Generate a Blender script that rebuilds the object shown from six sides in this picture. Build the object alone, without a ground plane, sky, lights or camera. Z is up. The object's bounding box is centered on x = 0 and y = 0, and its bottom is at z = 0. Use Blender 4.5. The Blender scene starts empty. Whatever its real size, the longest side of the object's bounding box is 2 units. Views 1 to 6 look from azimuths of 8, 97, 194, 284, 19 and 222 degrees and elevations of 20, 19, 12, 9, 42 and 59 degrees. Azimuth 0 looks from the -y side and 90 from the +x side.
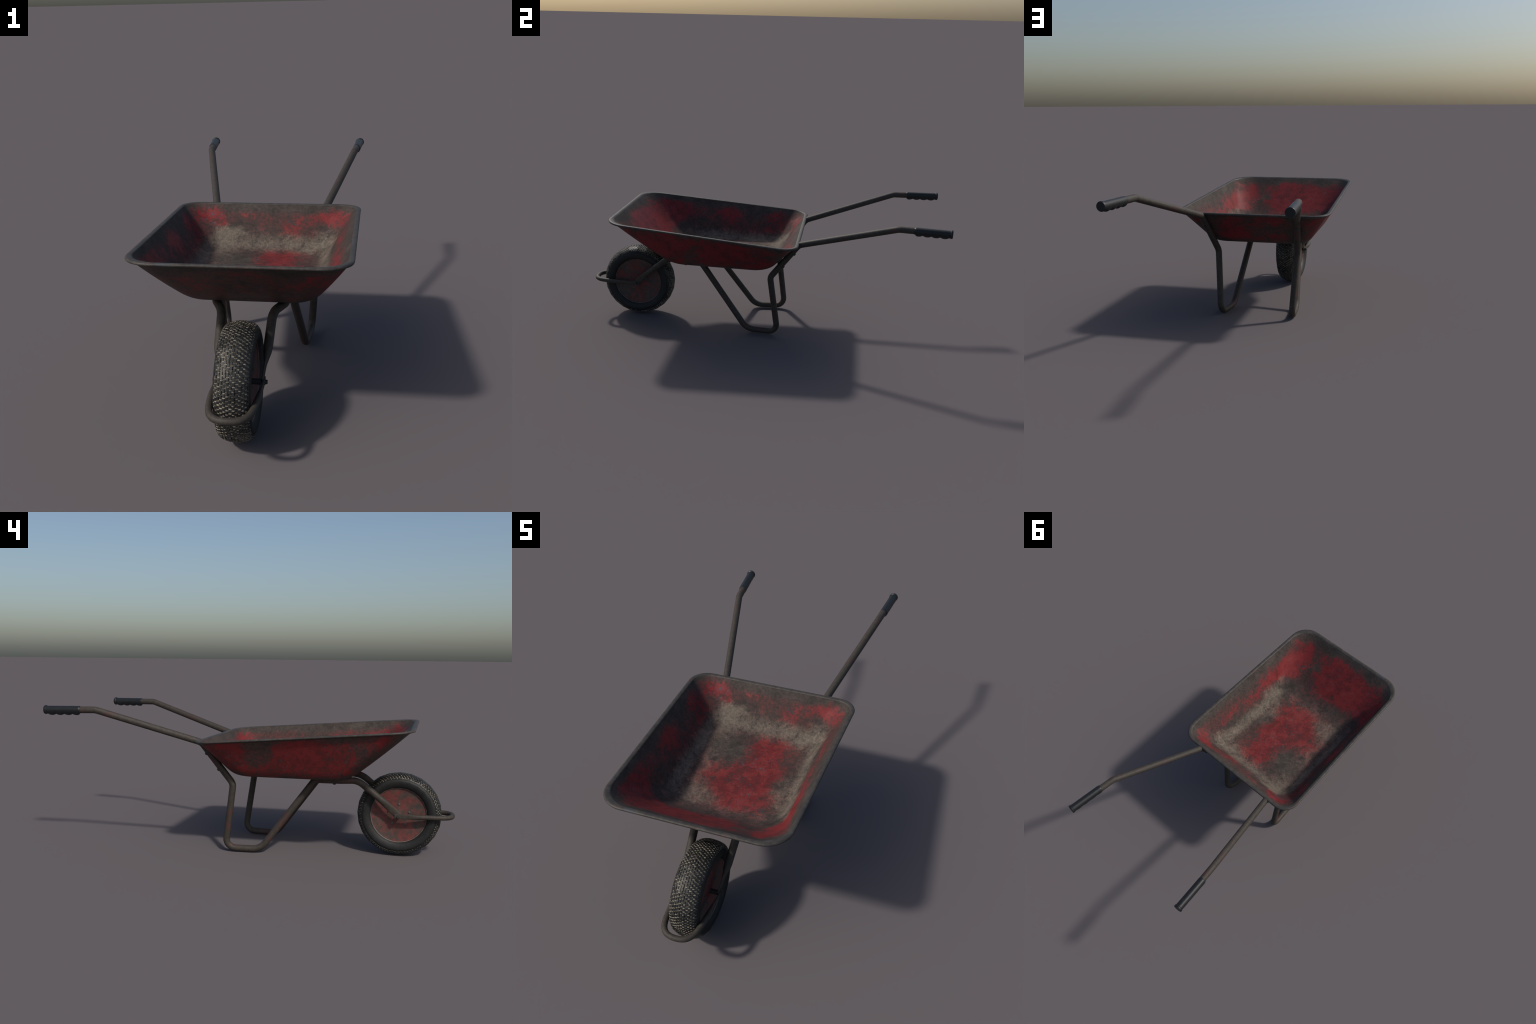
import bpy, bmesh, math, random
from mathutils import Vector, Matrix

random.seed(7)
scene = bpy.context.scene
coll = scene.collection

# ------------------------------------------------------------------ helpers
def make_mesh(name, verts, faces, mats, parent=None, smooth=True, sharp=None, mat_index=None):
    me = bpy.data.meshes.new(name)
    me.from_pydata([tuple(v) for v in verts], [], faces)
    for m in (mats if isinstance(mats, (list, tuple)) else [mats]):
        me.materials.append(m)
    if mat_index:
        for p, i in zip(me.polygons, mat_index):
            p.material_index = i
    me.validate()
    bm = bmesh.new(); bm.from_mesh(me)
    bmesh.ops.recalc_face_normals(bm, faces=bm.faces)
    bm.to_mesh(me); bm.free()
    for p in me.polygons:
        p.use_smooth = smooth
    if smooth and sharp is not None:
        me.set_sharp_from_angle(angle=math.radians(sharp))
    ob = bpy.data.objects.new(name, me)
    coll.objects.link(ob)
    if parent is not None:
        ob.parent = parent
    return ob

def instance(src, name, matrix, parent):
    ob = bpy.data.objects.new(name, src)
    coll.objects.link(ob)
    ob.parent = parent
    ob.matrix_world = matrix
    return ob

def fillet_path(pts):
    """pts: list of (point, bend radius, segments) -> rounded polyline."""
    out = []
    P = [Vector(p[0]) for p in pts]
    for i, p in enumerate(P):
        r, seg = pts[i][1], pts[i][2]
        if i in (0, len(P) - 1) or r <= 0:
            out.append(p); continue
        a = (P[i-1] - p).normalized(); b = (P[i+1] - p).normalized()
        ang = a.angle(b)
        t = r / math.tan(ang / 2)
        t = min(t, 0.48 * (P[i-1] - p).length, 0.48 * (P[i+1] - p).length)
        r = t * math.tan(ang / 2)
        c = p + (a + b).normalized() * (r / math.sin(ang / 2))
        s, e = p + a * t - c, p + b * t - c
        full = s.angle(e)
        for k in range(seg + 1):
            f = k / seg
            out.append(c + (s * math.sin((1 - f) * full) + e * math.sin(f * full)) / math.sin(full))
    return out

def densify(path, step):
    out = [path[0]]
    for a, b in zip(path, path[1:]):
        n = max(1, int((b - a).length / step))
        for k in range(1, n + 1):
            out.append(a.lerp(b, k / n))
    return out

def frames(path, up):
    """parallel transported (tangent, side, up) along a polyline"""
    n = len(path); T = []
    for i in range(n):
        a = path[max(i-1, 0)]; b = path[min(i+1, n-1)]
        d1 = (path[i] - a).normalized() if i > 0 else (b - path[i]).normalized()
        d2 = (b - path[i]).normalized() if i < n - 1 else d1
        T.append((d1 + d2).normalized())
    u = Vector(up); u = (u - T[0] * u.dot(T[0])).normalized()
    F = []
    for i in range(n):
        if i:
            q = T[i-1].rotation_difference(T[i])
            u = q @ u
            u = (u - T[i] * u.dot(T[i])).normalized()
        F.append((T[i], T[i].cross(u).normalized(), u))
    return F

def lathe_x(profile, seg, radius_fn=None, close=False):
    """profile (x, r) revolved about the x axis; -> verts, faces"""
    V, Fc = [], []
    n = len(profile)
    for i in range(seg):
        a = 2 * math.pi * i / seg
        for x, r in profile:
            V.append((x, r * math.cos(a), r * math.sin(a)))
    for i in range(seg):
        i2 = (i + 1) % seg
        for j in range(n if close else n - 1):
            k = (j + 1) % n
            Fc.append((i*n+j, i*n+k, i2*n+k, i2*n+j))
    return V, Fc

# ---------------------------------------------------------------- materials
class Nodes:
    """small wrapper to write node trees as expressions"""
    def __init__(self, name):
        self.mat = bpy.data.materials.new(name); self.mat.use_nodes = True
        self.t = self.mat.node_tree; self.t.nodes.clear()
        self.out = self.t.nodes.new('ShaderNodeOutputMaterial')
        self.bsdf = self.t.nodes.new('ShaderNodeBsdfPrincipled')
        self.t.links.new(self.bsdf.outputs[0], self.out.inputs[0])
        tc = self.t.nodes.new('ShaderNodeTexCoord'); self.P = tc.outputs['Object']
        self._xyz = None
    def link(self, src, sock):
        if isinstance(src, bpy.types.NodeSocket): self.t.links.new(src, sock)
        else: sock.default_value = src
    def math(self, op, a, b=0.0, c=0.0, clamp=False):
        n = self.t.nodes.new('ShaderNodeMath'); n.operation = op; n.use_clamp = clamp
        for i, v in enumerate((a, b, c)): self.link(v, n.inputs[i])
        return n.outputs[0]
    def add(self, a, b): return self.math('ADD', a, b)
    def sub(self, a, b): return self.math('SUBTRACT', a, b)
    def mul(self, a, b): return self.math('MULTIPLY', a, b)
    def mx(self, a, b): return self.math('MAXIMUM', a, b)
    def mn(self, a, b): return self.math('MINIMUM', a, b)
    def ramp(self, v, lo, hi, a=0.0, b=1.0, smooth=True):
        n = self.t.nodes.new('ShaderNodeMapRange'); n.clamp = True
        n.interpolation_type = 'SMOOTHSTEP' if smooth else 'LINEAR'
        self.link(v, n.inputs[0])
        for i, q in enumerate((lo, hi, a, b)): n.inputs[i+1].default_value = q
        return n.outputs[0]
    def xyz(self):
        if not self._xyz:
            n = self.t.nodes.new('ShaderNodeSeparateXYZ'); self.t.links.new(self.P, n.inputs[0]); self._xyz = n.outputs
        return self._xyz
    def mapped(self, scale=(1, 1, 1), rot=(0, 0, 0), loc=(0, 0, 0)):
        n = self.t.nodes.new('ShaderNodeMapping'); self.t.links.new(self.P, n.inputs[0])
        n.inputs['Scale'].default_value = scale; n.inputs['Rotation'].default_value = rot; n.inputs['Location'].default_value = loc
        return n.outputs[0]
    def noise(self, scale, detail=5, rough=0.55, dist=0.0, vec=None):
        n = self.t.nodes.new('ShaderNodeTexNoise')
        self.t.links.new(vec or self.P, n.inputs['Vector'])
        n.inputs['Scale'].default_value = scale; n.inputs['Detail'].default_value = detail
        n.inputs['Roughness'].default_value = rough; n.inputs['Distortion'].default_value = dist
        return n.outputs[0]
    def voronoi(self, scale, feature='F1', vec=None):
        n = self.t.nodes.new('ShaderNodeTexVoronoi'); n.feature = feature
        self.t.links.new(vec or self.P, n.inputs['Vector']); n.inputs['Scale'].default_value = scale
        return n.outputs['Distance']
    def warp(self):
        """object coordinates pushed about by two noises, for ragged patch borders"""
        if getattr(self, '_warp', None): return self._warp
        cur = self.P
        for sc, amp in ((7, 0.16), (26, 0.06)):
            n = self.t.nodes.new('ShaderNodeTexNoise'); self.t.links.new(self.P, n.inputs['Vector'])
            n.inputs['Scale'].default_value = sc; n.inputs['Detail'].default_value = 5; n.inputs['Roughness'].default_value = 0.65
            a = self.t.nodes.new('ShaderNodeVectorMath'); a.operation = 'SUBTRACT'
            self.t.links.new(n.outputs['Color'], a.inputs[0]); a.inputs[1].default_value = (.5, .5, .5)
            b = self.t.nodes.new('ShaderNodeVectorMath'); b.operation = 'SCALE'; self.t.links.new(a.outputs[0], b.inputs[0]); b.inputs['Scale'].default_value = amp
            c = self.t.nodes.new('ShaderNodeVectorMath'); c.operation = 'ADD'
            self.t.links.new(cur, c.inputs[0]); self.t.links.new(b.outputs[0], c.inputs[1]); cur = c.outputs[0]
        self._warp = cur
        return cur
    def blob(self, c, r):
        """1 at c falling to 0 on the ellipsoid of radii r"""
        s = self.t.nodes.new('ShaderNodeVectorMath'); s.operation = 'SUBTRACT'
        self.t.links.new(self.warp(), s.inputs[0]); s.inputs[1].default_value = c
        d = self.t.nodes.new('ShaderNodeVectorMath'); d.operation = 'DIVIDE'
        self.t.links.new(s.outputs[0], d.inputs[0]); d.inputs[1].default_value = r
        l = self.t.nodes.new('ShaderNodeVectorMath'); l.operation = 'LENGTH'
        self.t.links.new(d.outputs[0], l.inputs[0])
        return self.ramp(l.outputs['Value'], 1.0, 0.0)
    def zones(self, lst, grow=1.0):
        """soft patches added up, for connected ragged areas"""
        o = None
        for item in lst:
            b = self.blob(item[0], tuple(q*grow for q in item[1]))
            if len(item) > 2: b = self.mul(b, item[2])
            o = b if o is None else self.add(o, b)
        return self.math('MINIMUM', o, 1.15)
    def grain(self, terms):
        """weighted sum of noises, each centred on zero"""
        o = None
        for v, w in terms:
            q = self.mul(self.sub(v, 0.5), w); o = q if o is None else self.add(o, q)
        return o
    def hairs(self, scale, width, dist=1.5, vec=None):
        n = self.noise(scale, 3, 0.6, dist, vec)
        return self.ramp(self.math('ABSOLUTE', self.sub(n, 0.5)), width, 0.0)
    def blobs(self, lst):
        o = None
        for item in lst:
            c, r = item[0], item[1]
            b = self.blob(c, r)
            if len(item) > 2: b = self.mul(b, item[2])
            o = b if o is None else self.mx(o, b)
        return o
    def mix(self, f, a, b):
        n = self.t.nodes.new('ShaderNodeMix'); n.data_type = 'RGBA'
        self.link(f, n.inputs['Factor'])
        for v, s in ((a, n.inputs[6]), (b, n.inputs[7])):
            self.link(v if isinstance(v, bpy.types.NodeSocket) else (*v, 1.0), s)
        return n.outputs[2]
    def bump(self, h, strength, dist=0.002):
        n = self.t.nodes.new('ShaderNodeBump'); n.inputs['Strength'].default_value = strength
        n.inputs['Distance'].default_value = dist; self.t.links.new(h, n.inputs['Height'])
        self.t.links.new(n.outputs[0], self.bsdf.inputs['Normal'])
    def finish(self, color, rough=0.6, metal=0.0, spec=0.5):
        self.link(color if isinstance(color, bpy.types.NodeSocket) else (*color, 1.0), self.bsdf.inputs['Base Color'])
        self.link(rough, self.bsdf.inputs['Roughness']); self.link(metal, self.bsdf.inputs['Metallic'])
        self.link(spec, self.bsdf.inputs['Specular IOR Level'])
        return self.mat

def weighted(N, terms):
    o = None
    for v, w in terms:
        q = N.mul(v, w); o = q if o is None else N.add(o, q)
    return o

BROWN_D, BROWN_L = (0.037, 0.0298, 0.0258), (0.075, 0.0605, 0.0515)
RED_D, RED_L = (0.105, 0.0190, 0.0190), (0.198, 0.0225, 0.0240)
TAN_D, TAN = (0.132, 0.111, 0.087), (0.205, 0.173, 0.134)
CHIP = (0.055, 0.072, 0.092)

def paint_layers(N, zone, amount=0.0):
    """brown grime, a thin reddish wash, then the red paint that is left"""
    big = N.noise(7, 10, 0.66, 0.6); mid = N.noise(22, 8, 0.70, 0.5); fine = N.noise(80, 6, 0.74, 0.2)
    speck = N.noise(240, 3, 0.7)
    base = N.mix(N.ramp(N.add(0.5, N.grain([(big, .7), (mid, .7), (fine, .8), (speck, .4)])), 0.26, 0.72), BROWN_D, BROWN_L)
    field = N.add(zone, amount)
    wash = N.ramp(N.add(field, N.grain([(big, 1.3), (mid, 1.0), (fine, 1.0)])), -0.06, 0.50)
    col = N.mix(N.mul(wash, 0.80), base, N.mix(N.ramp(fine, .38, .62), (0.066, 0.033, 0.0300), (0.104, 0.043, 0.0390)))
    core = N.ramp(N.add(field, N.grain([(big, 1.9), (mid, 2.1), (fine, 1.5), (speck, .7)])), 0.40, 0.92)
    red = N.mix(N.ramp(N.add(0.5, N.grain([(mid, 1.2), (big, 1.1), (fine, .8)])), 0.30, 0.64), RED_D, RED_L)
    col = N.mix(N.mul(core, 0.94), col, red)
    # dark cracks and pits through the paint
    crack = N.mul(N.hairs(16, 0.010, 1.2), N.ramp(N.noise(13, 3), 0.50, 0.62))
    col = N.mix(N.mul(crack, 0.5), col, BROWN_D)
    chips = N.mul(N.ramp(N.noise(78, 3, 0.6, 0.9), 0.605, 0.65), N.ramp(N.noise(8, 3), 0.45, 0.58))
    col = N.mix(N.mul(N.mul(chips, N.mx(core, wash)), 0.8), col, CHIP)
    return col, core, big, mid, fine, speck

def tray_inside_material():
    N = Nodes('tray_inside_worn_paint')
    x, y, z = N.xyz()
    below_rim = N.sub(N.add(0.5899, N.mul(y, -0.0816)), z)           # distance under the tilted rim
    edge = N.ramp(below_rim, 0.050, 0.008)
    live = N.zones([
        # floor
        ((.05, -.03, .406), (.14, .12, .07), .9), ((.04, -.17, .406), (.17, .17, .07), .9), ((.00, -.37, .406), (.22, .15, .07), .85),
        ((.12, -.26, .406), (.12, .16, .07), .6), ((-.10, -.27, .406), (.13, .13, .07), .5),
        # front wall
        ((.02, -.69, .57), (.27, .17, .16), 1.0), ((-.16, -.72, .59), (.20, .12, .12), .7), ((.30, -.70, .57), (.13, .14, .14), .9),
        ((.30, -.57, .50), (.13, .14, .11), .7), ((-.06, -.60, .50), (.34, .13, .11), .75), ((-.27, -.64, .55), (.16, .16, .12), .85),
        # rear wall
        ((-.31, .20, .55), (.13, .08, .08), .9), ((-.23, .165, .50), (.11, .07, .07), .6), ((.29, .185, .525), (.18, .08, .08), .8),
        ((.14, .145, .48), (.14, .07, .06), .5), ((.0, .18, .52), (.36, .08, .07), .28),
        # side walls
        ((.33, -.20, .50), (.10, .26, .08), .50), ((.34, .03, .51), (.10, .18, .08), .55), ((.32, -.47, .51), (.10, .22, .10), .75),
        ((-.35, -.25, .53), (.10, .18, .09), .8), ((-.34, .06, .51), (.10, .14, .10), .75), ((-.34, -.55, .54), (.10, .22, .10), .9),
        ((-.29, -.10, .46), (.10, .34, .07), .45)], 1.12)
    bare = N.zones([((-.11, -.09, .406), (.15, .13, .06)), ((.19, -.22, .406), (.07, .12, .06), .7), ((.165, -.66, .54), (.10, .09, .08), .9),
                    ((-.22, -.77, .635), (.11, .05, .05)), ((.12, -.78, .64), (.17, .04, .05)), ((-.10, -.55, .45), (.10, .06, .05), .6)])
    zone = N.sub(N.sub(live, N.mul(bare, 0.65)), N.mul(edge, 0.50))
    zone = N.add(zone, N.mul(N.ramp(z, 0.425, 0.409), 0.16))            # trodden floor keeps a reddish film
    col, core, big, mid, fine, speck = paint_layers(N, zone, 0.10)
    # ---- pale dry dust along the bend between floor and walls
    ax = N.math('ABSOLUTE', x)
    low = N.ramp(z, 0.495, 0.425)
    side = N.mul(N.ramp(N.math('ABSOLUTE', N.sub(ax, 0.255)), 0.065, 0.0), N.mul(N.ramp(y, -0.56, -0.36), low))
    rear = N.mul(N.ramp(N.math('ABSOLUTE', N.sub(y, 0.080)), 0.080, 0.0), low)
    spots = N.zones([((-.18, .11, .450), (.17, .11, .08)), ((.24, .08, .43), (.17, .14, .09)), ((.28, -.40, .45), (.13, .17, .08), .95),
                     ((-.15, -.41, .406), (.15, .13, .06), .85), ((-.20, .03, .41), (.13, .13, .06), .8), ((.20, -.30, .406), (.08, .20, .06), .65),
                     ((.04, .07, .42), (.24, .07, .06), .55), ((.04, -.46, .41), (.26, .09, .05), .45), ((-.18, -.22, .406), (.09, .24, .05), .45)])
    dust = N.mx(N.mx(N.mul(side, .78), N.mul(rear, .72)), spots)
    fibre = N.noise(85, 8, 0.80, 2.0)
    dm = N.ramp(N.add(dust, N.grain([(fibre, 1.25), (big, 1.5), (mid, 1.1), (fine, .6), (speck, .25)])), 0.22, 1.12)
    hair = N.mul(N.mx(N.hairs(34, 0.020, 2.5), N.hairs(52, 0.020, 3.0, N.mapped(rot=(.5, .9, 1.3)))), N.ramp(N.add(N.add(dust, N.mul(N.ramp(z, 0.50, 0.41), 0.30)), N.grain([(mid, 2.2), (big, 1.5)])), 0.02, 0.75))
    pale = N.mix(N.ramp(fine, .38, .64), TAN_D, TAN)
    col = N.mix(N.mul(dm, 0.82), col, pale)
    col = N.mix(N.mul(hair, 0.48), col, TAN)
    N.bump(N.add(fine, N.mul(fibre, 0.5)), 0.22, 0.0015)
    return N.finish(col, N.ramp(core, 0, 1, 0.74, 0.58), 0.0, 0.17)

def tray_outside_material():
    N = Nodes('tray_outside_worn_paint')
    x, y, z = N.xyz()
    below_rim = N.sub(N.add(0.5899, N.mul(y, -0.0816)), z)
    edge = N.mx(N.ramp(below_rim, 0.055, 0.006), N.ramp(z, 0.435, 0.396))
    up_f = N.math('DIVIDE', N.sub(z, 0.394), 0.2595); up_r = N.math('DIVIDE', N.sub(z, 0.394), 0.1765)
    front = N.ramp(N.sub(N.math('DIVIDE', N.sub(-0.488, y), 0.307), up_f), -0.22, -0.04)
    rear = N.ramp(N.sub(N.math('DIVIDE', N.sub(y, 0.075), 0.1495), up_r), -0.25, -0.05)
    dark = N.zones([((-.33, -.07, .51), (.13, .11, .15)), ((-.39, -.10, .56), (.07, .14, .07), .7), ((-.34, -.58, .52), (.13, .11, .13), .9),
                    ((-.38, -.48, .60), (.07, .13, .06), .8), ((.29, -.34, .46), (.11, .09, .11)), ((.37, 0, .57), (.07, .27, .06), .6),
                    ((.34, .14, .52), (.11, .08, .09), .8), ((-.04, .15, .49), (.13, .10, .08), .9), ((-.16, .12, .455), (.10, .08, .07), .8),
                    ((.30, .12, .50), (.07, .07, .09), .6)])
    live = N.zones([((.36, -.50, .53), (.13, .22, .15)), ((.34, -.15, .52), (.13, .18, .13)), ((-.35, -.28, .53), (.13, .18, .13)),
                    ((-.35, .06, .52), (.12, .11, .12)), ((-.39, -.38, .58), (.09, .14, .09), .8), ((.30, -.72, .58), (.15, .12, .11), .9),
                    ((-.20, -.68, .56), (.14, .09, .08), .6), ((-.08, -.75, .62), (.18, .06, .06), .6), ((.14, .14, .47), (.14, .11, .09), .7),
                    ((-.12, .20, .545), (.14, .07, .06), .6), ((-.32, .19, .53), (.10, .08, .08), .6)])
    pipe = N.mul(rear, N.ramp(N.math('ABSOLUTE', N.sub(N.math('ABSOLUTE', x), 0.232)), 0.075, 0.025))
    zone = weighted(N, [(live, .40), (dark, -.62), (edge, -.52), (front, -.58), (rear, -.14), (pipe, -.5)])
    col, core, big, mid, fine, speck = paint_layers(N, zone, 0.90)
    mud = N.mx(N.mul(N.blob((.02, -.57, .455), (.30, .11, .08)), .9), N.mul(pipe, .5))
    col = N.mix(N.mul(N.ramp(N.add(mud, N.grain([(mid, 1.2), (fine, .8)])), .35, 1.0), .65), col, (0.090, 0.078, 0.064))
    N.bump(fine, 0.2, 0.0015)
    return N.finish(col, 0.62, 0.0, 0.25)

def rim_material():
    N = Nodes('tray_edge_bare_steel')
    a = N.noise(14, 6, 0.6); b = N.noise(50, 5, 0.65)
    col = N.mix(N.ramp(b, 0.35, 0.7), (0.040, 0.035, 0.031), (0.070, 0.061, 0.052))
    col = N.mix(N.mul(N.ramp(a, 0.58, 0.72), 0.6), col, (0.12, 0.03, 0.03))
    col = N.mix(N.mul(N.ramp(N.noise(5, 4, .6), 0.60, 0.68), 0.6), col, (0.070, 0.075, 0.085))  # blue-grey sheen highlights on the rim, painted in as noise patches
    N.bump(b, 0.2, 0.001)
    return N.finish(col, 0.55, 0.0, 0.35)

def tube_material():
    N = Nodes('tube_dull_brown_steel')
    a = N.noise(9, 6, 0.6, 0.3); b = N.noise(70, 5, 0.65); c = N.noise(25, 5)
    col = N.mix(N.ramp(b, 0.3, 0.7), (0.036, 0.0300, 0.0240), (0.056, 0.0468, 0.0370))
    col = N.mix(N.mul(N.ramp(N.add(N.mul(a, 0.7), N.mul(c, 0.3)), 0.52, 0.64), 0.62), col, (0.078, 0.030, 0.028))
    N.bump(b, 0.25, 0.001)
    return N.finish(col, 0.62, 0.0, 0.35)

def rubber_material(name, c0, c1, rough=0.6, dust=0.0):
    N = Nodes(name)
    b = N.noise(90, 5, 0.65); a = N.noise(20, 4)
    col = N.mix(N.ramp(b, 0.3, 0.7), c0, c1)
    if dust: col = N.mix(N.mul(N.ramp(a, 0.45, 0.75), dust), col, (0.16, 0.145, 0.115))
    N.bump(b, 0.15, 0.0008)
    return N.finish(col, rough, 0.0, 0.4)

def tread_dirt_material():
    N = Nodes('tread_groove_dry_mud')
    b = N.noise(120, 5, 0.7); a = N.noise(22, 4)
    col = N.mix(N.ramp(N.add(N.mul(a, 0.25), N.mul(b, 0.75)), 0.40, 0.62), (0.018, 0.0172, 0.0155), (0.37, 0.325, 0.252))
    N.bump(b, 0.3, 0.001)
    return N.finish(col, 0.85, 0.0, 0.2)

def wheel_disc_material():
    N = Nodes('wheel_disc_worn_paint')
    big = N.noise(13, 8, 0.65, 0.4); mid = N.noise(45, 6, 0.7); fine = N.noise(160, 4, 0.7)
    base = N.mix(N.ramp(mid, 0.3, 0.7), (0.050, 0.042, 0.037), (0.080, 0.066, 0.056))
    rm = N.ramp(N.add(N.mul(big, 0.65), N.mul(mid, 0.35)), 0.40, 0.58)
    red = N.mix(N.ramp(mid, 0.35, 0.68), (0.10, 0.028, 0.024), (0.21, 0.032, 0.030))
    col = N.mix(N.mul(rm, 0.72), base, red)
    N.bump(fine, 0.15, 0.001)
    return N.finish(col, 0.6, 0.0, 0.35)

M_IN, M_OUT, M_RIM, M_TUBE = tray_inside_material(), tray_outside_material(), rim_material(), tube_material()
M_TYRE = rubber_material('tyre_rubber', (0.0095, 0.0095, 0.0095), (0.016, 0.016, 0.0155), 0.62)
M_BLOCK = rubber_material('tread_rubber', (0.010, 0.0110, 0.012), (0.020, 0.0215, 0.023), 0.48, 0.05)
M_DIRT = tread_dirt_material()
M_GRIP = rubber_material('grip_rubber', (0.009, 0.0105, 0.012), (0.014, 0.0155, 0.017), 0.45)
M_DISC = wheel_disc_material()
M_LIP = rubber_material('wheel_lip_steel', (0.12, 0.105, 0.09), (0.19, 0.165, 0.14), 0.5)
M_BOLT = rubber_material('bolt_steel', (0.06, 0.065, 0.07), (0.11, 0.115, 0.12), 0.45)
M_BOLT_DARK = rubber_material('bolt_dark_steel', (0.022, 0.022, 0.021), (0.04, 0.038, 0.035), 0.55)

# --------------------------------------------------------------- root
root = bpy.data.objects.new('wheelbarrow', None)
coll.objects.link(root)
root["label"] = "worn red steel wheelbarrow with one pneumatic wheel and black grips"
root["category"] = "wheelbarrow"

# --------------------------------------------------------------- tray
# outer skin: where the walls would meet the floor, and the rim they rise to
OUTER = dict(fz=0.3940, fyr=0.075, fyf=-0.497, fhr=0.264, fhf=0.243, ryr=0.2245, ryf=-0.7950, rhr=0.3970, rhf=0.3700, drop=0.0,
             rad_floor=(0.078, 0.086), rad_rim=(0.082, 0.105), lo=-0.20, hi=0.21, snug=0.85, bow=0.0)
INNER = dict(fz=0.4060, fyr=0.073, fyf=-0.490, fhr=0.261, fhf=0.242, ryr=0.2150, ryf=-0.7840, rhr=0.3865, rhf=0.3590, drop=0.001,
             rad_floor=(0.075, 0.110), rad_rim=(0.078, 0.112), lo=-0.23, hi=0.25, snug=0.0, bow=0.018)
RIM_ZR, RIM_ZF = 0.5705, 0.6535

def rim_z(y):
    return RIM_ZR + (y - 0.2225) / (-0.793 - 0.2225) * (RIM_ZF - RIM_ZR)

def rounded_quad(yr, yf, hr, hf, r_rear, r_front, n_arc=14, n_x=22, n_y=30):
    C = [Vector((hr, yr)), Vector((-hr, yr)), Vector((-hf, yf)), Vector((hf, yf))]
    cnt = [n_x, n_y, n_x, n_y]           # straight run after each corner
    rad = [r_rear, r_rear, r_front, r_front]
    arcs = []
    for i, p in enumerate(C):
        r = rad[i]
        a = (C[i-1] - p).normalized(); b = (C[(i+1) % 4] - p).normalized()
        ang = a.angle(b); t = r / math.tan(ang/2)
        c = p + (a + b).normalized() * (r / math.sin(ang/2))
        s, e = p + a*t - c, p + b*t - c
        full = s.angle(e)
        arcs.append([c + (s*math.sin((1-k/n_arc)*full) + e*math.sin(k/n_arc*full)) / math.sin(full) for k in range(n_arc+1)])
    out = []
    for i in range(4):
        out += arcs[i]
        a, b = arcs[i][-1], arcs[(i+1) % 4][0]
        out += [a.lerp(b, k/cnt[i]) for k in range(1, cnt[i])]
    return out

def tray_ring(D, a, b, snug=0.0, flare=0.0):
    L = lambda p, q, a=a: p + (q - p) * a
    t = max(a, -0.3)
    r0 = D['rad_floor'][0] + (D['rad_rim'][0] - D['rad_floor'][0]) * t
    r1 = D['rad_floor'][1] + (D['rad_rim'][1] - D['rad_floor'][1]) * t
    pts = rounded_quad(L(D['fyr'], D['ryr']), L(D['fyf'], D['ryf'], a + snug*(b - a)), L(D['fhr'], D['rhr'], a - flare), L(D['fhf'], D['rhf'], a - flare), r0, r1)
    return [Vector((p.x, p.y, D['fz'] + b * (rim_z(p.y) - D['drop'] - D['fz']))) for p in pts]

def skin(D):
    ab = []
    for k in range(9):                   # fillet between floor and wall
        t = k / 8
        ab.append((D['lo']*(1-t)**2 + D['hi']*t*t, D['hi']*t*t, D['snug']*math.sqrt(t)))
    for k in range(1, 25):
        f = D['hi'] + (1 - D['hi']) * k / 24
        w = math.sin(math.pi*k/24)           # side walls flare slightly towards the rim
        ab.append((f - 0.3*D['bow']*w, f, 0.0, D['bow']*0.7*w))
    first = tray_ring(D, *ab[0])
    cen = Vector((0, (D['fyr'] + D['fyf'])/2, D['fz']))
    rings = [[cen.lerp(p, s) for p in first] for s in (0.08, 0.25, 0.45, 0.65, 0.85)]
    rings += [tray_ring(D, *q) for q in ab]
    return cen, rings

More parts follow.
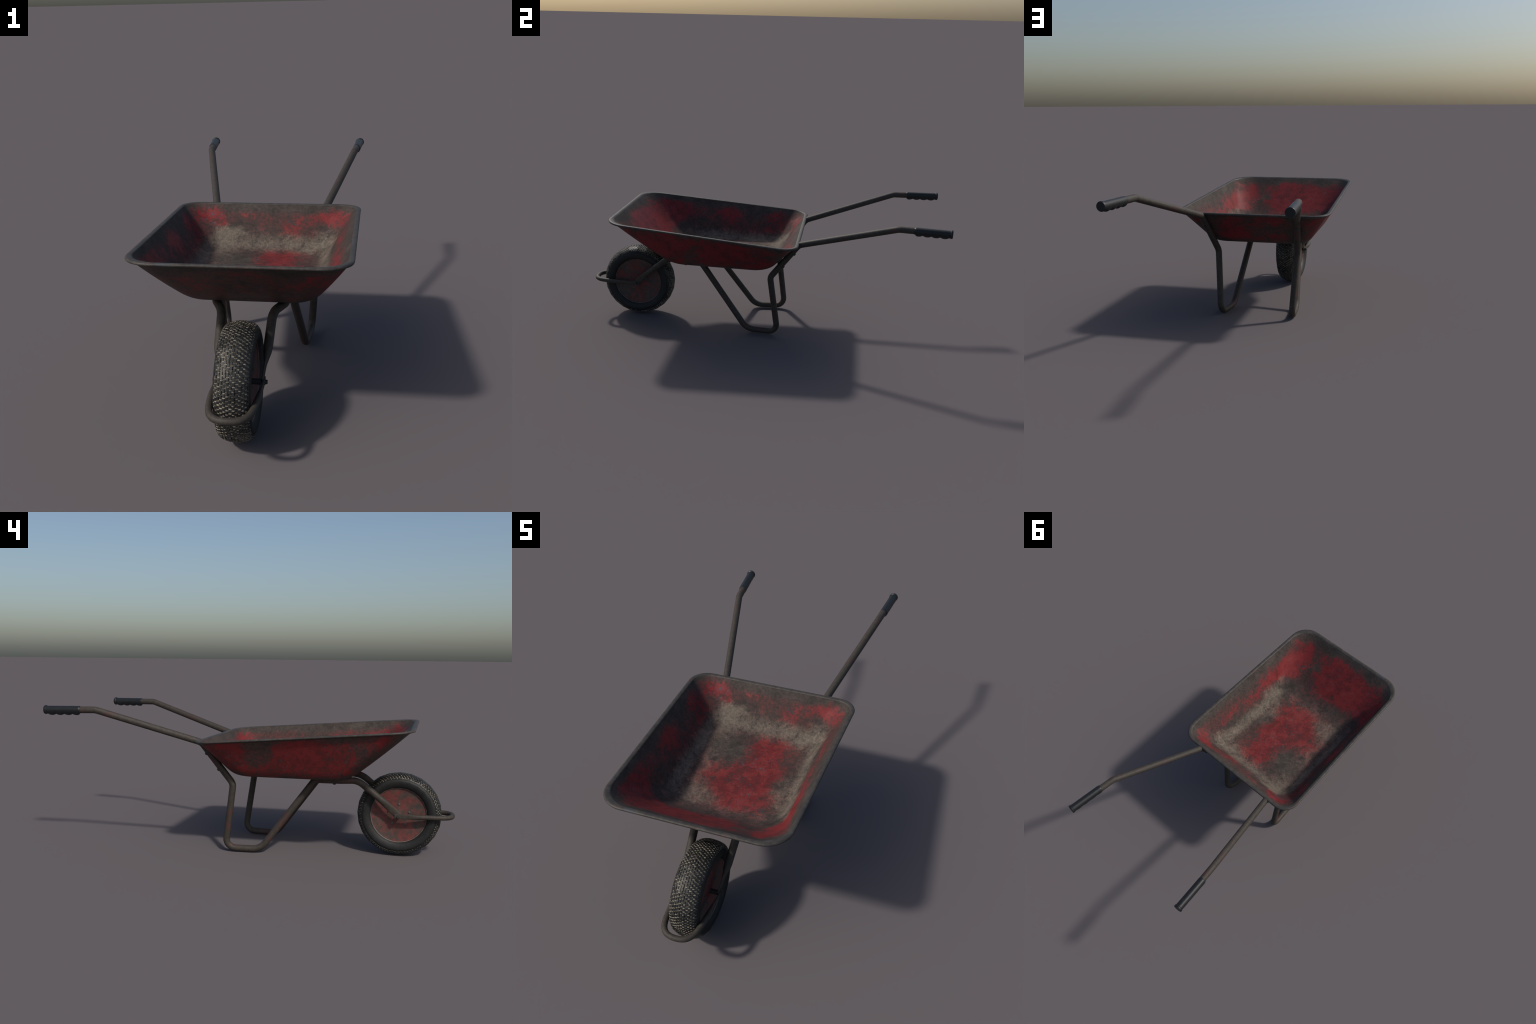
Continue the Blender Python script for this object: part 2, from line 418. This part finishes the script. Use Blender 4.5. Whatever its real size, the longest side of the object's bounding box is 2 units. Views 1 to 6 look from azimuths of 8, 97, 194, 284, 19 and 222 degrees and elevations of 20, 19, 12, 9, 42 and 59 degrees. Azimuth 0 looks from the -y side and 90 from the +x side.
def build_tray():
    V, F, idx, tops = [], [], [], []
    for mat, D in ((0, INNER), (1, OUTER)):
        cen, rings = skin(D)
        m = len(rings[0]); o = len(V)
        V += [cen] + [p for r in rings for p in r]
        ff = [(o, o+1+j, o+1+(j+1) % m) for j in range(m)]
        for i in range(len(rings)-1):
            for j in range(m):
                k = (j+1) % m
                ff.append((o+1+i*m+j, o+1+(i+1)*m+j, o+1+(i+1)*m+k, o+1+i*m+k))
        F += ff; idx += [mat]*len(ff)
        tops.append(o + 1 + (len(rings)-1)*m)
        edge = rings[-1]
    for j in range(m):
        k = (j+1) % m
        F.append((tops[0]+j, tops[1]+j, tops[1]+k, tops[0]+k)); idx.append(0)
    tray = make_mesh('tray', V, F, [M_IN, M_OUT], root, True, 60, idx)
    # rolled edge folded over the top of the wall
    V, F = [], []
    n = len(edge)
    wall_a, wall_b, wall_c = tray_ring(INNER, .982, .982), tray_ring(INNER, .992, .992), tray_ring(INNER, 1.0, 1.0)
    sec = [(-0.0060, 0.0004), (-0.0010, 0.0012), (0.0035, 0.0006), (0.0066, -0.0015), (0.0075, -0.0050),
           (0.0060, -0.0085), (0.0020, -0.0098), (-0.0060, -0.0125)]
    for i, p in enumerate(edge):
        t = (edge[(i+1) % n] - edge[i-1]).normalized()
        o = Vector((t.y, -t.x, 0)).normalized()
        if o.dot(Vector((p.x, p.y + 0.28, 0))) < 0: o = -o
        V.append(wall_a[i] + o*0.0015 - Vector((0, 0, 0.0015)))
        V.append(wall_a[i] - o*0.0002 + Vector((0, 0, 0.0003)))
        V.append(wall_b[i] - o*0.0002 + Vector((0, 0, 0.0005)))
        V.append(wall_c[i] + Vector((0, 0, 0.0004)))
        for s, u in sec:
            V.append(p + o*s + Vector((0, 0, u)))
    m = len(sec) + 4
    for i in range(n):
        i2 = (i+1) % n
        for j in range(m):
            k = (j+1) % m
            F.append((i*m+j, i*m+k, i2*m+k, i2*m+j))
    make_mesh('rolled_rim', V, F, M_RIM, tray, True, 75)
    return tray
tray = build_tray()

# --------------------------------------------------------------- frame
TUBE_R = 0.0168
HUB = Vector((0, -0.730, 0.207))

def bolt_mesh(name, r, h, mat, sides=6):
    V, F = [], []
    for rr, zz in ((r*1.25, 0), (r*1.25, h*0.25), (r, h*0.25), (r, h*0.85), (r*0.82, h)):
        V += [(rr*math.cos(2*math.pi*k/sides), rr*math.sin(2*math.pi*k/sides), zz) for k in range(sides)]
    for i in range(4):
        for j in range(sides):
            k = (j+1) % sides
            F.append((i*sides+j, i*sides+k, (i+1)*sides+k, (i+1)*sides+j))
    F.append(tuple(range(4*sides, 5*sides))); F.append(tuple(range(sides))[::-1])
    me = bpy.data.meshes.new(name); me.from_pydata(V, [], F); me.materials.append(mat)
    return me
BOLT_FRAME = bolt_mesh('frame_bolt', 0.0075, 0.009, M_BOLT_DARK, 8)
BOLT_AXLE = bolt_mesh('axle_bolt', 0.008, 0.009, M_BOLT_DARK, 8)
BOLT_WHEEL = bolt_mesh('wheel_bolt', 0.0046, 0.0045, M_BOLT, 8)

def place_bolt(mesh, pos, direction, parent, name):
    q = Vector((0, 0, 1)).rotation_difference(Vector(direction).normalized())
    return instance(mesh, name, Matrix.Translation(pos) @ q.to_matrix().to_4x4(), parent)

def build_side(sx):
    P = lambda x, y, z: Vector((x*sx, y, z))
    pts = [(P(.3935, .985, .7050), 0, 0),
           (P(.3685, .738, .7085), .06, 4),
           (P(.2480, .228, .5550), .05, 5),
           (P(.2150, .074, .3500), .045, 4),
           (P(.1945, .119, .0168), .045, 6),
           (P(.1790, -.060, .0168), .085, 7),
           (P(.1400, -.325, .3800), .035, 5),
           (P(.1290, -.450, .3800), .07, 4),
           (P(.0930, -.530, .3790), .085, 6),
           (P(.0870, -.655, .2800), .0, 0),
           (P(.0780, -.730, .2100), .0, 0)]
    raw = fillet_path(pts)
    path = densify(raw, 0.02)
    m = 16
    Fr = frames(path, (0, 0, 1))
    V = []
    for i, p in enumerate(path):
        t, s, u = Fr[i]
        f = 0.0
        if p.y < -0.64:
            f = min(1.0, (-0.64 - p.y) / 0.055); f = f*f*(3-2*f)
        for k in range(m):
            a = 2*math.pi*k/m
            o = s*math.cos(a)*TUBE_R + u*math.sin(a)*TUBE_R
            if f > 0:
                o = Vector((o.x*(1-f) + o.x*0.25*f, o.y*(1+0.08*f), o.z*(1+0.08*f)))
            q = p + o
            if -0.50 < p.y < -0.27 and p.z > 0.33: q.z = min(q.z, 0.3938)   # pipe pressed flat against the floor
            V.append(q)
    n = len(path)
    # cut the continuous pipe into handle, leg and fork at straight runs
    def nearest(q):
        return min(range(n), key=lambda i: (path[i]-q).length)
    c1, c2 = nearest(P(.234, .165, .467)), nearest(P(.137, -.390, .3755))
    parts = {}
    for name, i0, i1 in (('handle', 0, c1), ('leg', c1, c2), ('fork', c2, n-1)):
        vv = V[i0*m:(i1+1)*m]; ff = []
        for i in range(i1-i0):
            for j in range(m):
                k = (j+1) % m
                ff.append((i*m+j, i*m+k, (i+1)*m+k, (i+1)*m+j))
        if name == 'handle': ff.append(tuple(range(m)))
        if name == 'fork': ff.append(tuple(range((i1-i0)*m, (i1-i0+1)*m)))
        parts[name] = make_mesh(name, vv, ff, M_TUBE, root, True, 50)
    # rubber grip with finger waves below and an end flange
    a, b = P(.3780, .812, .7074), P(.3950, .9985, .7048)
    d = (b - a).normalized(); sd = d.cross(Vector((0, 0, 1))).normalized(); up = sd.cross(d)
    L = (b - a).length
    V, F = [], []; m = 24
    stations = [k/60 for k in range(61)]
    for s in stations:
        w = 0.5 - 0.5*math.cos(2*math.pi*(s*4.35))   # four finger waves
        fade = 1.0 if s < 0.90 else 0.0
        r = 0.0192; bot = 0.0205 + 0.0062*abs(math.sin(math.pi*(s*4.4)))**0.8*fade
        if s < 0.035: r = bot = 0.0168 + (0.0024*s/0.035); 
        if s > 0.945: r = bot = 0.0222
        if s > 0.985: r = bot = 0.0205
        for k in range(m):
            t = 2*math.pi*k/m; c, q = math.cos(t), math.sin(t)
            V.append(a + d*(s*L) + sd*(c*r) + up*(q*(r if q > 0 else bot)))
    for i in range(len(stations)-1):
        for j in range(m):
            k = (j+1) % m
            F.append((i*m+j, i*m+k, (i+1)*m+k, (i+1)*m+j))
    F.append(tuple(range(m))); F.append(tuple(range((len(stations)-1)*m, len(stations)*m)))
    make_mesh('grip', V, F, M_GRIP, parts['handle'], True, 40)
    # bolts fixing the tray to the pipe
    back = Vector((0, .78, -.62)).normalized()
    for f in (0.16, 0.54):
        q = P(.2480, .228, .5570).lerp(P(.2150, .073, .3500), f + 0.07)
        place_bolt(BOLT_FRAME, q + back*(TUBE_R-0.004), back, parts['leg'], 'frame_bolt')
    place_bolt(BOLT_FRAME, P(.1300, -.419, .3800 - TUBE_R + 0.0045), (0, 0, -1), parts['fork'], 'frame_bolt')
    place_bolt(BOLT_AXLE, P(.0865, -.730, .207), (sx, 0, 0), parts['fork'], 'axle_bolt')
    return parts
left = build_side(1); right = build_side(-1)

# front hoop round the wheel
def build_hoop():
    pts = [(.0840, -.712, .2075), (.0830, -.760, .2080), (.0805, -.815, .2090), (.0765, -.870, .2100), (.0705, -.922, .2105),
           (.0610, -.954, .2105), (.0445, -.9755, .2105), (.0230, -.9855, .2105), (0, -.988, .2105)]
    path = [Vector(p) for p in pts] + [Vector((-p[0], p[1], p[2])) for p in pts[-2::-1]]
    # smooth it
    dense = []
    for i in range(len(path)-1):
        p0, p1, p2, p3 = path[max(i-1, 0)], path[i], path[i+1], path[min(i+2, len(path)-1)]
        for k in range(4):
            t = k/4
            dense.append(0.5*((2*p1) + (p2-p0)*t + (2*p0-5*p1+4*p2-p3)*t*t + (3*p1-p0-3*p2+p3)*t**3))
    dense.append(path[-1])
    m = 14; V, F = [], []
    Fr = frames(dense, (0, 0, 1))
    for i, p in enumerate(dense):
        t, s, u = Fr[i]
        f = max(0.0, min(1.0, (p.y + 0.85)/0.09)); f = f*f*(3-2*f)
        for k in range(m):
            a = 2*math.pi*(k+0.5)/m
            c, q = math.cos(a), math.sin(a)
            # towards the axle the round bar becomes a flat strap
            e = 0.45 if f > 0 else 1.0
            pc = math.copysign(abs(c)**(1-f*0.6), c); pq = math.copysign(abs(q)**(1-f*0.6), q)
            V.append(p + s*(pc*(0.0122*(1-f)+0.0032*f)) + u*(pq*0.0120))
    n = len(dense)
    for i in range(n-1):
        for j in range(m):
            k = (j+1) % m
            F.append((i*m+j, i*m+k, (i+1)*m+k, (i+1)*m+j))
    F.append(tuple(range(m))); F.append(tuple(range((n-1)*m, n*m)))
    return make_mesh('wheel_guard_hoop', V, F, M_TUBE, root, True, 50)
build_hoop()

# --------------------------------------------------------------- wheel
SEG = 24
def catmull(pts, n):
    out = []
    for i in range(len(pts)-1):
        g = lambda k: Vector(pts[min(max(k, 0), len(pts)-1)])
        p0, p1, p2, p3 = g(i-1), g(i), g(i+1), g(i+2)
        for k in range(n):
            t = k/n
            out.append(0.5*((2*p1) + (p2-p0)*t + (2*p0-5*p1+4*p2-p3)*t*t + (3*p1-p0-3*p2+p3)*t**3))
    out.append(Vector(pts[-1]))
    return out
HALF = [(.0440, .1350), (.0550, .1440), (.0615, .1590), (.0620, .1740), (.0560, .1880), (.0430, .1985), (.0225, .2053), (0, .2070)]
PROFILE = catmull(HALF + [(-x, r) for x, r in HALF[-2::-1]], 5)      # (x, r) across the tyre

def build_wheel():
    # pressed steel disc wheel: lip, barrel, recessed disc, hub boss
    disc = [(.0400, .0005), (.0410, .0100), (.0405, .0200), (.0385, .0300), (.0380, .0600), (.0385, .0800), (.0405, .1100), (.0435, .1330)]
    V, F = lathe_x(disc + [(.0475, .1350), (.0485, .1366), (.0475, .1385), (.0300, .1385)], 48)
    W = list(V); G = list(F); o = len(W)
    V2 = [(-x, y, z) for x, y, z in V]
    W += V2; G += [tuple(q + o for q in f[::-1]) for f in F]
    W = [Vector(v) + HUB for v in W]
    # lip faces get the pale steel colour
    n = 12; idx = []
    for f in G:
        j = min(q % n for q in f)
        idx.append(1 if j >= 8 and not (0 in [q % n for q in f] and 11 in [q % n for q in f]) else 0)
    wheel = make_mesh('wheel', W, G, [M_DISC, M_LIP], root, True, 35, idx)
    # tyre carcass, slightly faceted as in the original
    groove = 0.0030
    prof = []
    for p in PROFILE:
        k = 1.0 if p.y > 0.182 else max(0.0, (p.y - 0.176)/0.006)
        prof.append((p.x*(1 - 0.012*k), p.y - groove*k))
    V, F = lathe_x(prof, SEG)
    V = [Vector(v) + HUB for v in V]
    idx = []
    npf = len(prof)
    for f in F:
        rmin = min(prof[q % npf][1] for q in f)
        idx.append(1 if rmin > 0.1850 else 0)
    make_mesh('tyre', V, F, [M_TYRE, M_DIRT], wheel, True, None, idx)
    # tread blocks
    cum = [0.0]
    for a, b in zip(PROFILE, PROFILE[1:]): cum.append(cum[-1] + (b-a).length)
    def at(s):
        for i in range(len(cum)-1):
            if s <= cum[i+1] or i == len(cum)-2:
                t = (s - cum[i])/(cum[i+1]-cum[i]); return PROFILE[i].lerp(PROFILE[i+1], t)
    def facet(th):
        w = 2*math.pi/SEG; q = (th % w) - w/2
        return math.cos(w/2)/math.cos(q)
    def point(s, th, lift):
        p = at(s); e = 0.001
        d = (at(s+e) - at(s-e)).normalized(); nrm = Vector((d.y, -d.x))
        if nrm.y < 0: nrm = -nrm
        x, r = p.x + nrm.x*lift, (p.y + nrm.y*lift)*facet(th)
        return HUB + Vector((x, r*math.cos(th), r*math.sin(th)))
    mid = cum[-1]/2
    s_edge = next(c for c, p in zip(cum, PROFILE) if p.y > 0.1825)
    half = mid - s_edge
    cols = 13; rows = 84
    w = 2*half/cols; pitch = 2*math.pi/rows
    V, F = [], []; idx = []
    rnd = random.Random(3)
    for c in range(cols):
        k = c - cols//2
        s0 = s_edge + c*w
        shift = 0.36*abs(k) * pitch
        for r in range(rows):
            t0 = r*pitch + shift
            g = 0.0007 + rnd.uniform(-.0002, .0003); gt = pitch*0.05
            base = len(V)
            ln = pitch*(1.0 + rnd.uniform(-.04, .04))
            ch = 0.0010; ct = 0.0017/0.2
            for (ds, dt, lift) in ((0, 0, -groove-0.0005), (ch, ct, 0.0004)):
                sa, sb = s0+g+ds, s0+w-g-ds; ta, tb = t0+gt+dt, t0+ln-gt-dt
                tm = (ta+tb)/2
                V += [point(sa, ta, lift), point(sb, ta, lift), point(sb, tm, lift), point(sb, tb, lift), point(sa, tb, lift), point(sa, tm, lift)]
            F.append(tuple(base+6+q for q in range(6))); idx.append(0)
            lit = rnd.random() < 0.75
            for q in range(6):
                F.append((base+q, base+(q+1) % 6, base+6+(q+1) % 6, base+6+q))
                idx.append(1 if q in (0, 3) or (q in (4, 5) and lit) else 0)
    tread = make_mesh('tread_blocks', V, F, [M_BLOCK, M_DIRT], wheel, False, None, idx)
    tread["kind"] = "stuff"
    # hub sleeve through the wheel
    V, F = lathe_x([(-.0745, .0005), (-.0745, .0105), (.0745, .0105), (.0745, .0005)], 20)
    make_mesh('axle', [Vector(v)+HUB for v in V], F, M_BOLT_DARK, wheel, True, 40)
    for sx in (-1, 1):
        for k in range(5):
            a = math.radians(90 + 72*k)
            pos = HUB + Vector((sx*.0378, .053*math.cos(a), .053*math.sin(a)))
            place_bolt(BOLT_WHEEL, pos, (sx, 0, 0), wheel, 'wheel_bolt')
build_wheel()
